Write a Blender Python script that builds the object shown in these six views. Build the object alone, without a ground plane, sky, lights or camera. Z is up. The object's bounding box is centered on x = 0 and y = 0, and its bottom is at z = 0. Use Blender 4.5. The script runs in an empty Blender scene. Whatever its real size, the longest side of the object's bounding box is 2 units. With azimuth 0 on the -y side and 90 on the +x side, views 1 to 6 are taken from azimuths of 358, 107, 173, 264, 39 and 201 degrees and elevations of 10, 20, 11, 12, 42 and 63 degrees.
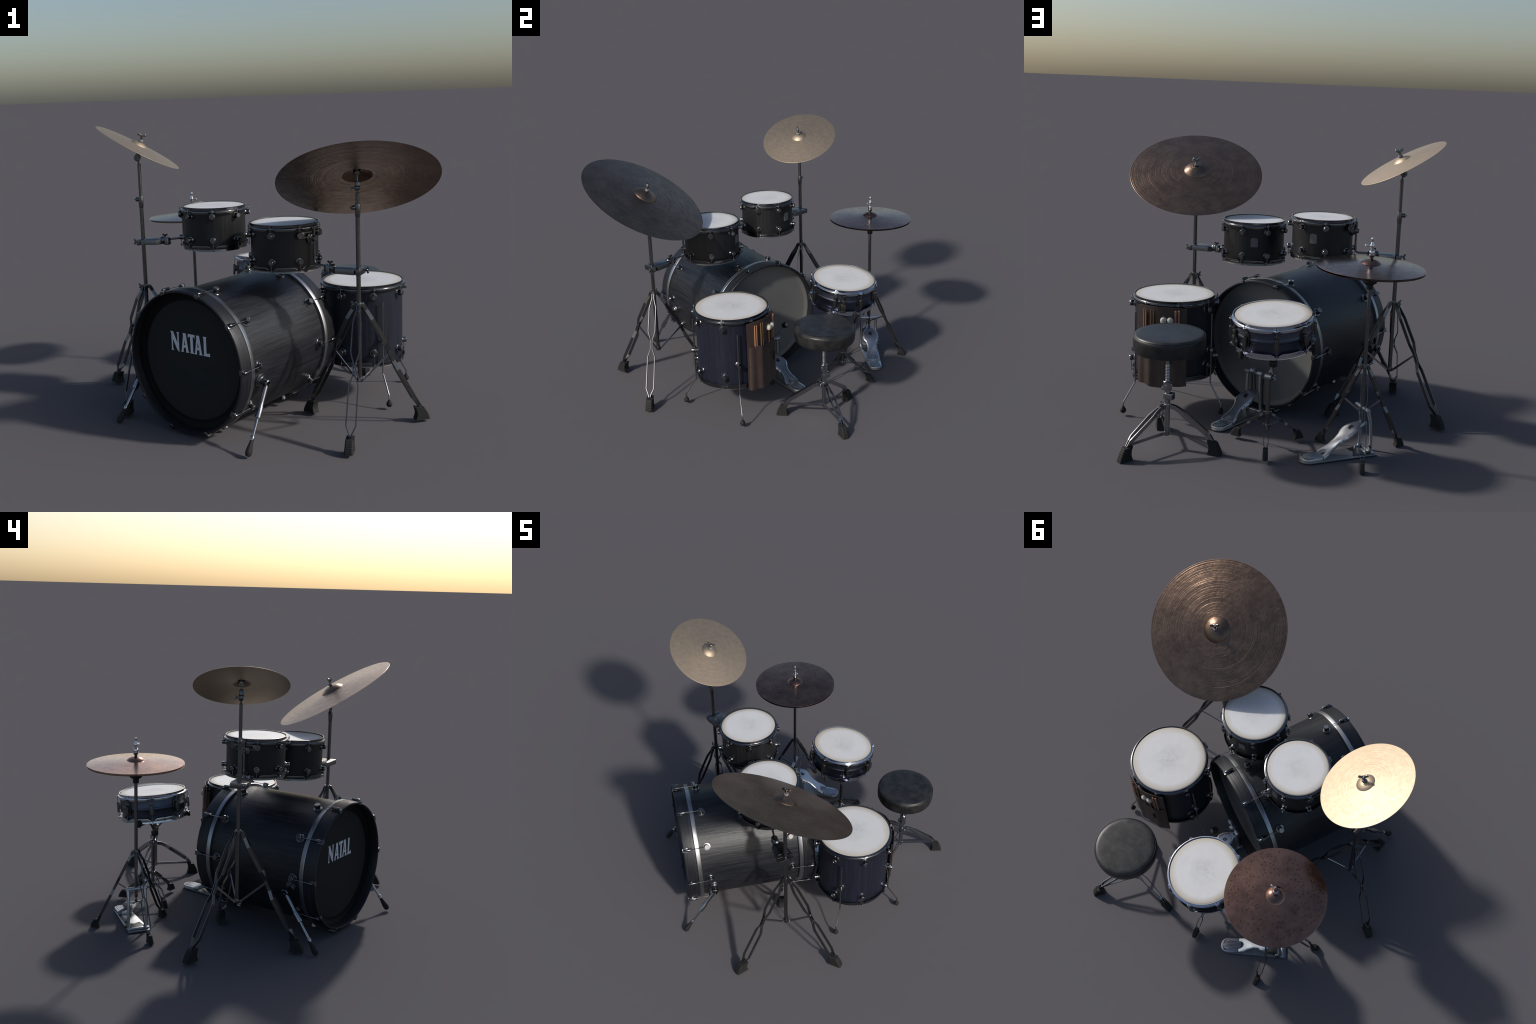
# Black-wood drum kit: bass drum, two rack toms, floor tom with stick bag, snare on stand,
# two cymbal stands, hi-hat stand, bass pedal and throne.  Units are metres, z up.
# Azimuths are measured from the -y axis towards +x.
import bpy, bmesh, math, random
from mathutils import Matrix, Vector
from math import sin, cos, pi, radians, sqrt

random.seed(7)
COL = bpy.context.scene.collection

# ------------------------------------------------------------------ node helpers
def new_mat(name):
    m = bpy.data.materials.new(name)
    m.use_nodes = True
    nt = m.node_tree
    nt.nodes.clear()
    out = nt.nodes.new("ShaderNodeOutputMaterial")
    b = nt.nodes.new("ShaderNodeBsdfPrincipled")
    nt.links.new(b.outputs[0], out.inputs[0])
    return m, nt, b

class NT:
    """Small convenience layer for building node trees."""
    def __init__(self, nt):
        self.nt = nt
        self.tc = nt.nodes.new("ShaderNodeTexCoord")
    def put(self, sock, val):
        if hasattr(val, "is_linked") or isinstance(val, bpy.types.NodeSocket):
            self.nt.links.new(val, sock)
        elif isinstance(val, tuple) and len(val) == 3 and sock.type == 'RGBA':
            sock.default_value = (*val, 1)
        else:
            sock.default_value = val
    def coord(self, scale=(1, 1, 1), loc=(0, 0, 0)):
        n = self.nt.nodes.new("ShaderNodeMapping")
        n.inputs["Scale"].default_value = scale
        n.inputs["Location"].default_value = loc
        self.nt.links.new(self.tc.outputs["Object"], n.inputs["Vector"])
        return n.outputs[0]
    def noise(self, vec, scale=5, detail=4, rough=.55, dist=0):
        n = self.nt.nodes.new("ShaderNodeTexNoise")
        self.put(n.inputs["Vector"], vec)
        n.inputs["Scale"].default_value = scale
        n.inputs["Detail"].default_value = detail
        n.inputs["Roughness"].default_value = rough
        n.inputs["Distortion"].default_value = dist
        return n.outputs["Fac"]
    def voronoi(self, vec, scale):
        n = self.nt.nodes.new("ShaderNodeTexVoronoi")
        self.put(n.inputs["Vector"], vec)
        n.inputs["Scale"].default_value = scale
        return n.outputs["Distance"]
    def ramp(self, fac, *stops):
        n = self.nt.nodes.new("ShaderNodeValToRGB")
        self.put(n.inputs[0], fac)
        cr = n.color_ramp
        while len(cr.elements) < len(stops):
            cr.elements.new(.5)
        for e, (p, c) in zip(cr.elements, stops):
            e.position = p
            e.color = (c, c, c, 1) if not isinstance(c, tuple) else (*c, 1)
        return n.outputs[0]
    def mix(self, fac, a, b, mode='MIX'):
        n = self.nt.nodes.new("ShaderNodeMix")
        n.data_type = 'RGBA'
        n.blend_type = mode
        self.put(n.inputs[0], fac)
        self.put(n.inputs[6], a)
        self.put(n.inputs[7], b)
        return n.outputs[2]
    def math(self, op, a, b=0.0, c=None):
        n = self.nt.nodes.new("ShaderNodeMath")
        n.operation = op
        self.put(n.inputs[0], a)
        self.put(n.inputs[1], b)
        if c is not None:
            self.put(n.inputs[2], c)
        return n.outputs[0]
    def sep(self, vec):
        n = self.nt.nodes.new("ShaderNodeSeparateXYZ")
        self.put(n.inputs[0], vec)
        return n.outputs
    def comb(self, x, y, z):
        n = self.nt.nodes.new("ShaderNodeCombineXYZ")
        for i, v in enumerate((x, y, z)):
            self.put(n.inputs[i], v)
        return n.outputs[0]
    def radius(self):
        x, y, z = self.sep(self.tc.outputs["Object"])
        return self.math('SQRT', self.math('ADD', self.math('MULTIPLY', x, x), self.math('MULTIPLY', y, y)))
    def bump(self, height, strength=.3, dist=.002):
        n = self.nt.nodes.new("ShaderNodeBump")
        n.inputs["Strength"].default_value = strength
        n.inputs["Distance"].default_value = dist
        self.put(n.inputs["Height"], height)
        return n.outputs[0]

def setp(N, b, color=None, rough=None, metal=None, normal=None, spec=None, coat=None):
    if color is not None: N.put(b.inputs["Base Color"], color)
    if rough is not None: N.put(b.inputs["Roughness"], rough)
    if metal is not None: N.put(b.inputs["Metallic"], metal)
    if normal is not None: N.put(b.inputs["Normal"], normal)
    if spec is not None: b.inputs["Specular IOR Level"].default_value = spec
    if coat is not None:
        b.inputs["Coat Weight"].default_value = coat
        b.inputs["Coat Roughness"].default_value = .2

# ------------------------------------------------------------------ materials
def mat_wood(name, dark, light, scale, rough=.42, bump=.5, wav=1.0):
    """Black lacquered veneer: `scale` stretches the grain (small value = along the grain)."""
    m, nt, b = new_mat(name)
    N = NT(nt)
    v = N.coord(scale)
    warp = N.noise(N.coord((3, 3, 3)), 1.2, 2)
    g1 = N.noise(v, 1.0, 6, .62, .35 * wav)
    g2 = N.noise(N.coord(tuple(s * 3.1 for s in scale), (3, 1, 2)), 1.0, 4, .6)
    g = N.math('ADD', N.math('MULTIPLY', g1, .7), N.math('MULTIPLY', g2, .3))
    c = N.mix(N.ramp(g, (.38, 0.0), (.66, 1.0)), dark, light)
    c = N.mix(N.math('MULTIPLY', warp, .45), c, tuple(x * .55 for x in dark))
    r = N.math('MULTIPLY_ADD', g, .22, rough - .11)
    setp(N, b, c, r, 0, N.bump(g, bump, .0025), .42)
    return m

def mat_metal(name, col, rough=.3, var=.15, scale=40, bump=0.0, metal=1.0):
    m, nt, b = new_mat(name)
    N = NT(nt)
    n = N.noise(N.coord((1, 1, 1)), scale, 4)
    lo = tuple(x * (1 - var) for x in col)
    hi = tuple(min(1, x * (1 + var)) for x in col)
    c = N.mix(n, lo, hi)
    n2 = N.noise(N.coord((1, 1, 1), (5, 5, 5)), scale * .35, 3)
    r = N.math('MULTIPLY_ADD', n2, .16, rough - .08)
    setp(N, b, c, r, metal, N.bump(n, bump, .0006) if bump else None)
    return m

def mat_plain(name, col, rough=.6, var=.2, scale=60, bump=.15, spec=.4):
    m, nt, b = new_mat(name)
    N = NT(nt)
    n = N.noise(N.coord((1, 1, 1)), scale, 5)
    c = N.mix(n, tuple(x * (1 - var) for x in col), tuple(x * (1 + var) for x in col))
    setp(N, b, c, rough, 0, N.bump(n, bump, .001), spec)
    return m

def mat_head(name, R, seed, smudge=.5, warm=.6):
    """Coated white drumhead: played-grey centre, smudges and a yellowed rim."""
    m, nt, b = new_mat(name)
    N = NT(nt)
    rad = N.math('DIVIDE', N.radius(), R)
    wob = N.noise(N.coord((1, 1, .2), (seed, 0, 0)), 14, 5)
    rr = N.math('ADD', rad, N.math('MULTIPLY_ADD', wob, .5, -.25))
    scuff = N.ramp(N.noise(N.coord((1, 1, .2), (seed, seed, 3)), 26, 5, .7, 1.2), (.38, .15), (.64, 1.0))
    centre = N.math('MULTIPLY', N.math('MULTIPLY', N.ramp(rr, (.0, 1.0), (.18, .8), (.52, 0.0)), scuff), smudge * 1.5)
    blotch = N.ramp(N.noise(N.coord((1, 1, .2), (0, seed, 0)), 9, 6, .65), (.42, 0.0), (.72, 1.0))
    white = (.60, .60, .605)
    c = N.mix(centre, white, (.30, .31, .31))
    c = N.mix(N.math('MULTIPLY', blotch, .26), c, (.46, .45, .43))
    edge = N.ramp(N.math('ADD', rad, N.math('MULTIPLY_ADD', wob, .1, -.05)), (.80, 0.0), (.97, 1.0))
    c = N.mix(N.math('MULTIPLY', edge, warm), c, (.43, .38, .30))
    fine = N.noise(N.coord((1, 1, .2)), 400, 3)
    setp(N, b, c, .55, 0, N.bump(fine, .12, .0006), .35)
    return m

def mat_cymbal(name, base, dark, patina, R, groove=110, gdepth=.5, rough=.4, dimples=0, seed=0, hammer=.4, pat_amt=.6, gdark=.3, bs=.55, bd=.0018):
    """Turned bronze: lathe grooves by radius, hammering, patina clouds; optional hammer dimples."""
    m, nt, b = new_mat(name)
    N = NT(nt)
    rad = N.radius()
    gr = N.noise(N.comb(N.math('MULTIPLY', rad, 1.0), 0.0, seed * 1.7), groove, 3, .7)
    gr2 = N.noise(N.comb(rad, 0.0, seed * .7 + 4), groove * .33, 2, .6)
    gr = N.math('ADD', N.math('MULTIPLY', gr, .6), N.math('MULTIPLY', gr2, .4))
    cloud = N.noise(N.coord((1, 1, 1), (seed, seed, 0)), 9, 6, .65)
    small = N.noise(N.coord((1, 1, 1), (0, seed, 0)), 45, 4, .6)
    ham = N.noise(N.coord((1, 1, .1), (seed, 1, 0)), 28, 2, .5)
    c = N.mix(N.ramp(cloud, (.36, 0.0), (.66, 1.0)), base, dark)
    c = N.mix(N.math('MULTIPLY', N.ramp(small, (.45, 0.0), (.7, 1.0)), pat_amt), c, patina)
    c = N.mix(N.math('MULTIPLY', N.ramp(gr, (.35, 1.0), (.5, 0.0)), gdark), c, tuple(v * .6 for v in dark))
    h = N.math('ADD', N.math('MULTIPLY', gr, gdepth), N.math('MULTIPLY', ham, hammer))
    rsock = N.math('MULTIPLY_ADD', small, .2, rough - .1)
    if dimples:
        d = N.voronoi(N.coord((1, 1, .05), (seed, 2, 0)), dimples)
        ring = N.ramp(rad, (R * .30, 0.0), (R * .42, 1.0), (R * .9, 1.0), (R * .95, 0.0))
        keep = N.ramp(N.noise(N.coord((1, 1, .1), (3, seed, 0)), 11, 2), (.22, 0.0), (.34, 1.0))
        pit = N.math('MULTIPLY', N.math('MULTIPLY', N.ramp(d, (.14, 1.0), (.34, 0.0)), ring), keep)
        c = N.mix(N.math('MULTIPLY', pit, .62), c, tuple(v * .30 for v in dark))  # shade inside each dimple painted into the base colour
        h = N.math('SUBTRACT', h, N.math('MULTIPLY', pit, .28))
    setp(N, b, c, rsock, 1.0, N.bump(h, bs, bd))
    return m

BLACK = (.0105, .0110, .0130)
M = {}
M['bass_wood'] = mat_wood("bass_black_veneer", (.006, .007, .010), (.026, .028, .035), (46, 46, 3.2), .40, .9)
M['hoop_wood'] = mat_wood("bass_hoop_veneer", (.006, .007, .010), (.022, .024, .031), (4, 4, 90), .42, .75, .5)
M['tom_wood'] = mat_wood("tom_black_veneer", (.006, .006, .007), (.016, .016, .018), (75, 75, 3), .46, .3)
M['floor_wood'] = mat_wood("floor_tom_blue_black_veneer", (.007, .008, .015), (.014, .018, .036), (80, 80, 3), .46, .35)
M['black'] = mat_plain("black_satin", (.004, .004, .0045), .6, spec=.15)
M['lug'] = mat_metal("black_nickel", (.22, .22, .225), .24)
M['hoop'] = mat_metal("dark_chrome_hoop", (.16, .165, .175), .21)  # base darkened to get the shade on the downward-facing bottom lip
M['band'] = mat_metal("brushed_steel_band", (.36, .37, .39), .36, .1)
M['stand'] = mat_metal("dark_steel_tube", (.165, .165, .168), .32, .2)
M['rod'] = mat_metal("tension_rod_steel", (.30, .30, .30), .3)
M['chrome'] = mat_metal("chrome", (.62, .64, .66), .14, .08)
M['throne_chrome'] = mat_metal("smoked_chrome", (.36, .365, .38), .2, .12)
M['snare_hoop'] = mat_metal("bright_chrome_hoop", (.55, .58, .64), .16, .08)
M['snare_shell'] = mat_metal("black_nickel_brass", (.080, .090, .125), .38, .06)  # blue in the base colour is the reflected sky, tinted in
M['snare_lug'] = mat_metal("worn_dark_lug", (.13, .13, .125), .38, .25)
M['pedal'] = mat_metal("satin_aluminium", (.54, .56, .59), .36, .10, 30, .1)
M['pedal_base'] = mat_metal("pedal_base_steel", (.30, .31, .325), .46, .12, 30)
M['pedal_dark'] = mat_metal("pedal_dark_steel", (.10, .10, .105), .35)
M['rubber'] = mat_plain("black_rubber", (.016, .016, .0158), .75, .25, 80, .3, .3)
M['plastic'] = mat_plain("black_plastic", (.012, .012, .012), .45)
M['front_head'] = mat_plain("black_front_head", (.031, .031, .031), .75, .04, 20, .0, .05)
M['letter'] = mat_plain("silver_print", (.66, .68, .72), .5, .03, 30, 0.02)
M['rear_head'] = mat_plain("smoke_grey_head", (.15, .15, .148), .45, .10, 6, .03, .45)
M['bottom_head'] = mat_plain("clear_bottom_head", (.22, .22, .22), .35, .1, 8, .02)
M['badge'] = mat_plain("grey_badge", (.115, .115, .118), .45, .2, 90, .1)
M['logo_dark'] = mat_plain("logo_black", (.012, .012, .013), .5)
M['cream'] = mat_plain("mallet_felt", (.56, .52, .44), .8, .12, 90, .3)
M['stick'] = mat_plain("stick_wood", (.32, .16, .09), .55, .25, 70)
M['stick_dark'] = mat_plain("stick_wood_dark", (.15, .085, .04), .55, .25, 70)
M['felt'] = mat_plain("grey_felt", (.20, .20, .20), .85)
M['crease'] = mat_plain("seam_dark", (.008, .007, .006), .7)

def mat_leather(name, col, dust, rough, scale, wx=1.0):
    m, nt, b = new_mat(name)
    N = NT(nt)
    cloud = N.noise(N.coord((1, 1, 1)), scale, 5, .6)
    grain = N.voronoi(N.coord((1, 1, 1)), 260)
    c = N.mix(N.ramp(cloud, (.42, 0.0), (.72, 1.0)), col, dust)
    r = N.math('MULTIPLY_ADD', cloud, .2, rough - .1)
    setp(N, b, c, r, 0, N.bump(grain, .12, .001), .45)
    return m
M['seat'] = mat_leather("seat_black_vinyl", (.011, .0115, .012), (.030, .030, .029), .40, 17)
M['bag'] = mat_leather("brown_leather", (.050, .033, .028), (.072, .050, .043), .5, 8)

M['ride'] = mat_cymbal("dark_bronze_ride", (.235, .156, .110), (.150, .100, .073), (.200, .152, .120), .431, 105, 1.25, .35, 0, 3.3, .6, .22, .5, 1.0, .0032)  # brown base desaturated towards the grey sky reflection under the cymbal
M['crash'] = mat_cymbal("pale_bronze_crash", (.42, .338, .250), (.41, .330, .243), (.41, .335, .25), .272, 150, .8, .56, 0, 7.1, .04, .05, .12, .7, .0022)
M['hat'] = mat_cymbal("reddish_hammered_hat", (.33, .190, .135), (.19, .107, .082), (.25, .160, .128), .29, 60, .03, .20, 50, 5.2, .10, .4, .05)

HEADS = {}
def head_mat(R, seed, smudge, warm):
    k = (R, seed)
    if k not in HEADS:
        HEADS[k] = mat_head("coated_head_%d" % seed, R, seed, smudge, warm)
    return HEADS[k]

# ------------------------------------------------------------------ geometry helpers
I4 = Matrix.Identity(4)
def T(x, y=None, z=None):
    return Matrix.Translation(Vector((x, y, z)) if y is not None else Vector(x))
def RZ(d): return Matrix.Rotation(radians(d), 4, 'Z')
def RY(d): return Matrix.Rotation(radians(d), 4, 'Y')
def RX(d): return Matrix.Rotation(radians(d), 4, 'X')
def AZ(a): return RZ(a - 90)          # local +x points to azimuth a
def azdir(a): return Vector((sin(radians(a)), -cos(radians(a)), 0))

def frame(origin, z, x=None):
    """Matrix with local z along `z` (and x near `x`)."""
    z = Vector(z).normalized()
    x = Vector(x) if x is not None else (Vector((1, 0, 0)) if abs(z.x) < .9 else Vector((0, 1, 0)))
    x = (x - z * x.dot(z)).normalized()
    y = z.cross(x)
    m = Matrix((x, y, z)).transposed().to_4x4()
    m.translation = Vector(origin)
    return m

class Geo:
    def __init__(self):
        self.v, self.f = [], []
    def add(self, vs, fs, M=I4):
        o = len(self.v)
        flip = M.determinant() < 0
        self.v += [M @ Vector(p) for p in vs]
        self.f += [tuple(i + o for i in (reversed(f) if flip else f)) for f in fs]
        return self
    def lathe(self, prof, seg=32, M=I4, closed=False):
        """Spin (r, z) profile about z.  Open ends on the axis are capped by poles."""
        vs, fs, rings = [], [], []
        for r, z in prof:
            if r < 1e-6:
                rings.append([len(vs)]); vs.append((0, 0, z))
            else:
                rings.append(list(range(len(vs), len(vs) + seg)))
                vs += [(r * cos(2 * pi * i / seg), r * sin(2 * pi * i / seg), z) for i in range(seg)]
        pairs = list(zip(rings, rings[1:])) + ([(rings[-1], rings[0])] if closed else [])
        for a, b in pairs:
            for i in range(seg):
                j = (i + 1) % seg
                if len(a) == 1 and len(b) == 1: continue
                if len(a) == 1: fs.append((a[0], b[j], b[i]))
                elif len(b) == 1: fs.append((a[i], a[j], b[0]))
                else: fs.append((a[i], a[j], b[j], b[i]))
        return self.add(vs, fs, M)
    def cyl(self, p, q, r, seg=16, r2=None, ch=None):
        p, q = Vector(p), Vector(q)
        L = (q - p).length
        r2 = r if r2 is None else r2
        ch = min(r, r2, L) * .18 if ch is None else ch
        return self.lathe([(0, 0), (r - ch, 0), (r, ch), (r2, L - ch), (r2 - ch, L), (0, L)], seg, frame(p, q - p))
    def tube(self, pts, r, seg=12, caps=True):
        """Round bar along a polyline; radius may be a list."""
        pts = [Vector(p) for p in pts]
        n = len(pts)
        rs = r if isinstance(r, (list, tuple)) else [r] * n
        vs, fs = [], []
        t0 = (pts[1] - pts[0]).normalized()
        u = t0.orthogonal().normalized()
        for i, p in enumerate(pts):
            a = (pts[i] - pts[i - 1]).normalized() if i else t0
            c = (pts[i + 1] - pts[i]).normalized() if i < n - 1 else a
            t = (a + c).normalized()
            u = (u - t * u.dot(t)).normalized()
            w = t.cross(u)
            k = 1 / max(.5, t.dot(a))
            for s in range(seg):
                an = 2 * pi * s / seg
                vs.append(p + (u * cos(an) + w * sin(an)) * rs[i] * k)
        for i in range(n - 1):
            for s in range(seg):
                j = (s + 1) % seg
                fs.append((i * seg + s, i * seg + j, (i + 1) * seg + j, (i + 1) * seg + s))
        if caps:
            fs.append(tuple(reversed(range(seg))))
            fs.append(tuple(range((n - 1) * seg, n * seg)))
        return self.add(vs, fs)
    def box(self, size, M=I4, bev=.15, seg=2):
        bm = bmesh.new()
        bmesh.ops.create_cube(bm, size=1, matrix=Matrix.Diagonal((*size, 1)))
        w = min(size) * bev
        if w > 0:
            bmesh.ops.bevel(bm, geom=bm.edges[:], offset=w, segments=seg, affect='EDGES', profile=.5)
        bm.verts.index_update()
        self.add([v.co.copy() for v in bm.verts], [tuple(v.index for v in f.verts) for f in bm.faces], M)
        bm.free()
        return self
    def ball(self, c, r, seg=20, sz=1.0):
        n = 10
        prof = [(r * sin(pi * i / n), -r * sz * cos(pi * i / n)) for i in range(n + 1)]
        prof[0] = (0, -r * sz); prof[-1] = (0, r * sz)
        return self.lathe(prof, seg, T(c))
    def prism(self, poly, h, M=I4, bev=0.0):
        """Extrude a 2D polygon (x, y) from z=0 to z=h with an optional chamfer on top."""
        bm = bmesh.new()
        vs = [bm.verts.new((x, y, 0)) for x, y in poly]
        f = bm.faces.new(vs)
        r = bmesh.ops.extrude_face_region(bm, geom=[f])
        top = [g for g in r['geom'] if isinstance(g, bmesh.types.BMVert)]
        bmesh.ops.translate(bm, verts=top, vec=(0, 0, h))
        if bev:
            es = [e for e in bm.edges if all(v in top for v in e.verts)]
            bmesh.ops.bevel(bm, geom=es, offset=bev, segments=2, affect='EDGES', profile=.5)
        bmesh.ops.recalc_face_normals(bm, faces=bm.faces[:])
        bmesh.ops.triangulate(bm, faces=[f for f in bm.faces if len(f.verts) > 4])
        bm.verts.index_update()
        self.add([v.co.copy() for v in bm.verts], [tuple(v.index for v in f.verts) for f in bm.faces], M)
        bm.free()
        return self
    def bar(self, path, w, t, M=I4):
        """Flat strip in the local x-z plane: path of (x, y, z); w is its depth, t its thickness (along y)."""
        vs, fs = [], []
        P = [Vector(p) for p in path]
        for i, p in enumerate(P):
            a = P[max(0, i - 1)]; b = P[min(len(P) - 1, i + 1)]
            tan = Vector((b.x - a.x, 0, b.z - a.z)).normalized()
            nrm = Vector((-tan.z, 0, tan.x))
            for sn, sy in ((-1, -1), (1, -1), (1, 1), (-1, 1)):
                vs.append(p + nrm * (sn * w / 2) + Vector((0, sy * t / 2, 0)))
        n = len(P)
        for i in range(n - 1):
            for k in range(4):
                l = (k + 1) % 4
                fs.append((i * 4 + k, i * 4 + l, (i + 1) * 4 + l, (i + 1) * 4 + k))
        fs.append((3, 2, 1, 0)); fs.append(tuple(range((n - 1) * 4, n * 4)))
        return self.add(vs, fs, M)
    def mesh(self, name, mat, angle=35):
        me = bpy.data.meshes.new(name)
        me.from_pydata([tuple(p) for p in self.v], [], self.f)
        bm = bmesh.new(); bm.from_mesh(me)
        bmesh.ops.recalc_face_normals(bm, faces=bm.faces[:])
        bm.to_mesh(me); bm.free()
        me.materials.append(mat)
        me.shade_smooth()
        me.set_sharp_from_angle(angle=radians(angle))
        return me

def place(name, me, parent, W=I4):
    o = bpy.data.objects.new(name, me)
    COL.objects.link(o)
    o.parent = parent
    base = I4
    p = parent
    if p is not None:
        o.matrix_parent_inverse = I4
        o.matrix_basis = WORLD[p.name].inverted() @ W
    else:
        o.matrix_basis = W
    WORLD[o.name] = W.copy()
    return o

WORLD = {}
def thing(name, loc, label, category):
    e = bpy.data.objects.new(name, None)
    COL.objects.link(e)
    e.empty_display_size = .1
    e.matrix_basis = T(loc)
    WORLD[e.name] = T(loc)
    e["label"] = label
    e["category"] = category
    return e

def part(name, geo, mat, parent, W=I4, angle=35):
    return place(name, geo.mesh(name, mat, angle), parent, W)

# ------------------------------------------------------------------ shared drum hardware
def knob_lug(r, h, base=1.38):
    """Round turret lug standing along +x: flanged washer, waist, domed cap with a ring."""
    prof = [(0, -.002), (r * base, -.002), (r * base, .0025), (r * base * .93, .0045), (r * 1.02, .0050),
            (r * .97, h * .22), (r * .97, h * .50), (r, h * .54), (r, h * .90), (r * .86, h),
            (r * .62, h), (r * .58, h * .965), (r * .30, h * .965), (r * .26, h * .99), (0, h * .99)]
    return Geo().lathe(prof, 24, RY(90))
LUG_TOM = knob_lug(.0150, .029, 1.28).mesh("lug", M['lug'])
LUG_FLOOR = knob_lug(.0172, .033, 1.34).mesh("lug", M['lug'])
LUG_BASS = knob_lug(.0180, .033, 1.52).mesh("lug", M['lug'])

def tension_rod(length, r=.0019, head=.0042, washer=.0055):
    """Vertical rod from z=0 (in lug) up to z=length, with washer and square key head on top."""
    g = Geo().cyl((0, 0, 0), (0, 0, length), r, 8)
    g.cyl((0, 0, length - .003), (0, 0, length), washer, 12)
    g.box((head, head, .012), T(0, 0, length + .005), .1, 1)
    return g

def flanged_hoop(R, lugs, phase, depth=.034, ear=.011):
    """Triple-flanged rim, top at z=0.  The lower flange sinks between lugs and lifts to an ear at each lug."""
    seg = lugs * 28
    prof_n = 11
    vs, fs = [], []
    for i in range(seg):
        a = 360 * i / seg
        d = ((a - phase + 180 / lugs) % (360 / lugs)) - 180 / lugs       # degrees from nearest lug
        arc = abs(radians(d)) * R
        w = 1 / (1 + math.exp((arc - .021) / .0032))                      # 1 at lug, 0 between
        e = math.exp(-(arc / .0095) ** 4)                                 # narrow ear
        low = -depth + .0115 * w
        out = R + .0075 + ear * e
        P = [(R - .0055, -.004), (R - .005, -.0006), (R - .002, 0), (R + .0005, -.0010), (R - .0006, -.0045), (R - .0010, -.0150),
             (R + .0010, -.0175), (out, -.0185 - .001 * (1 - w)), (out + .0012, -.0215 - .002 * (1 - w)), (R + .0072 + ear * e * .6, low), (R + .0048, low),
             (R - .0025, -.0235), (R - .0045, -.0200)]
        prof_n = len(P)
        ca, sa = cos(radians(a - 90)), sin(radians(a - 90))
        vs += [(r * ca, r * sa, z) for r, z in P]
    for i in range(seg):
        j = (i + 1) % seg
        for k in range(prof_n):
            l = (k + 1) % prof_n
            fs.append((i * prof_n + k, j * prof_n + k, j * prof_n + l, i * prof_n + l))
    return Geo().add(vs, fs)

def shell_geo(R, z0, z1, wall=.008, seg=96, rings=2):
    zs = [z0 + (z1 - z0) * i / rings for i in range(rings + 1)]
    prof = [(R, z) for z in zs] + [(R - wall, z) for z in reversed(zs)]
    return Geo().lathe(prof, seg, closed=True)

def head_geo(R, collar=.004):
    return Geo().lathe([(0, 0), (R * .25, 0), (R * .5, 0), (R * .8, 0), (R - .010, 0), (R - .004, -collar * .3), (R, -collar), (R + .001, -collar - .004), (R * .97, -collar - .004), (0, -.003)], 96)

def tom(name, c, Rs, Rl, ztop, zbot, lug_hi, lug_lo, phase, n, wood, label, cat, head, badge=None, skip_hi=(), lug=None):
    """A drum standing on its axis.  c = (x, y) of axis; Rs shell radius, Rl rim radius."""
    lug = lug or LUG_TOM
    root = thing(name, (c[0], c[1], zbot), label, cat)
    W = T(c[0], c[1], 0)
    part("shell", shell_geo(Rs, zbot + .016, ztop - .016), wood, root, W)
    hoop = flanged_hoop(Rl, n, phase).mesh("hoop", M['hoop'], 40)
    place("hoop", hoop, root, W @ T(0, 0, ztop))
    place("hoop", hoop, root, W @ T(0, 0, zbot) @ Matrix.Diagonal((1, 1, -1, 1)))
    part("drumhead", head_geo(Rl - .0065), head, root, W @ T(0, 0, ztop - .0045))
    part("bottom_drumhead", head_geo(Rl - .0065), M['bottom_head'], root, W @ T(0, 0, zbot + .008) @ RX(180))
    rod_hi = tension_rod(ztop - .0165 - lug_hi).mesh("tension_rod", M['rod'])
    rod_lo = tension_rod(lug_lo - zbot - .0165).mesh("tension_rod", M['rod'])
    for k in range(n):
        a = phase + 360 * k / n
        A = W @ AZ(a)
        if k not in skip_hi:
            place("lug", lug, root, A @ T(Rs, 0, lug_hi))
        place("lug", lug, root, A @ T(Rs, 0, lug_lo))
        place("tension_rod", rod_hi, root, A @ T(Rl + .0135, 0, lug_hi))
        place("tension_rod", rod_lo, root, A @ T(Rl + .0135, 0, lug_lo) @ RX(180))
    if badge:
        az, zb, w, h = badge
        half = math.degrees(w / 2 / Rs)
        g = Geo()
        # arch-topped plate curved round the shell
        nu, nv = 12, 10
        vs, fs = [], []
        for off in (.0, .0028):
            for i in range(nu + 1):
                u = -1 + 2 * i / nu
                top = h * (.80 + .20 * sqrt(max(0, 1 - u ** 2 * .85)))
                for j in range(nv + 1):
                    z = zb + top * j / nv
                    d = azdir(az + u * half) * (Rs + off)
                    vs.append((d.x, d.y, z))
        s = (nu + 1) * (nv + 1)
        for i in range(nu):
            for j in range(nv):
                q = i * (nv + 1) + j
                fs.append((q + s, q + nv + 1 + s, q + nv + 2 + s, q + 1 + s))
        rim = [i * (nv + 1) for i in range(nu + 1)] + [nu * (nv + 1) + j for j in range(1, nv + 1)] + \
              [i * (nv + 1) + nv for i in range(nu - 1, -1, -1)] + [j for j in range(nv - 1, 0, -1)]
        for p, q in zip(rim, rim[1:] + rim[:1]):
            fs.append((p, q, q + s, p + s))
        g.add(vs, fs)
        part("badge", g, M['badge'], root, W)
    return root

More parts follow.
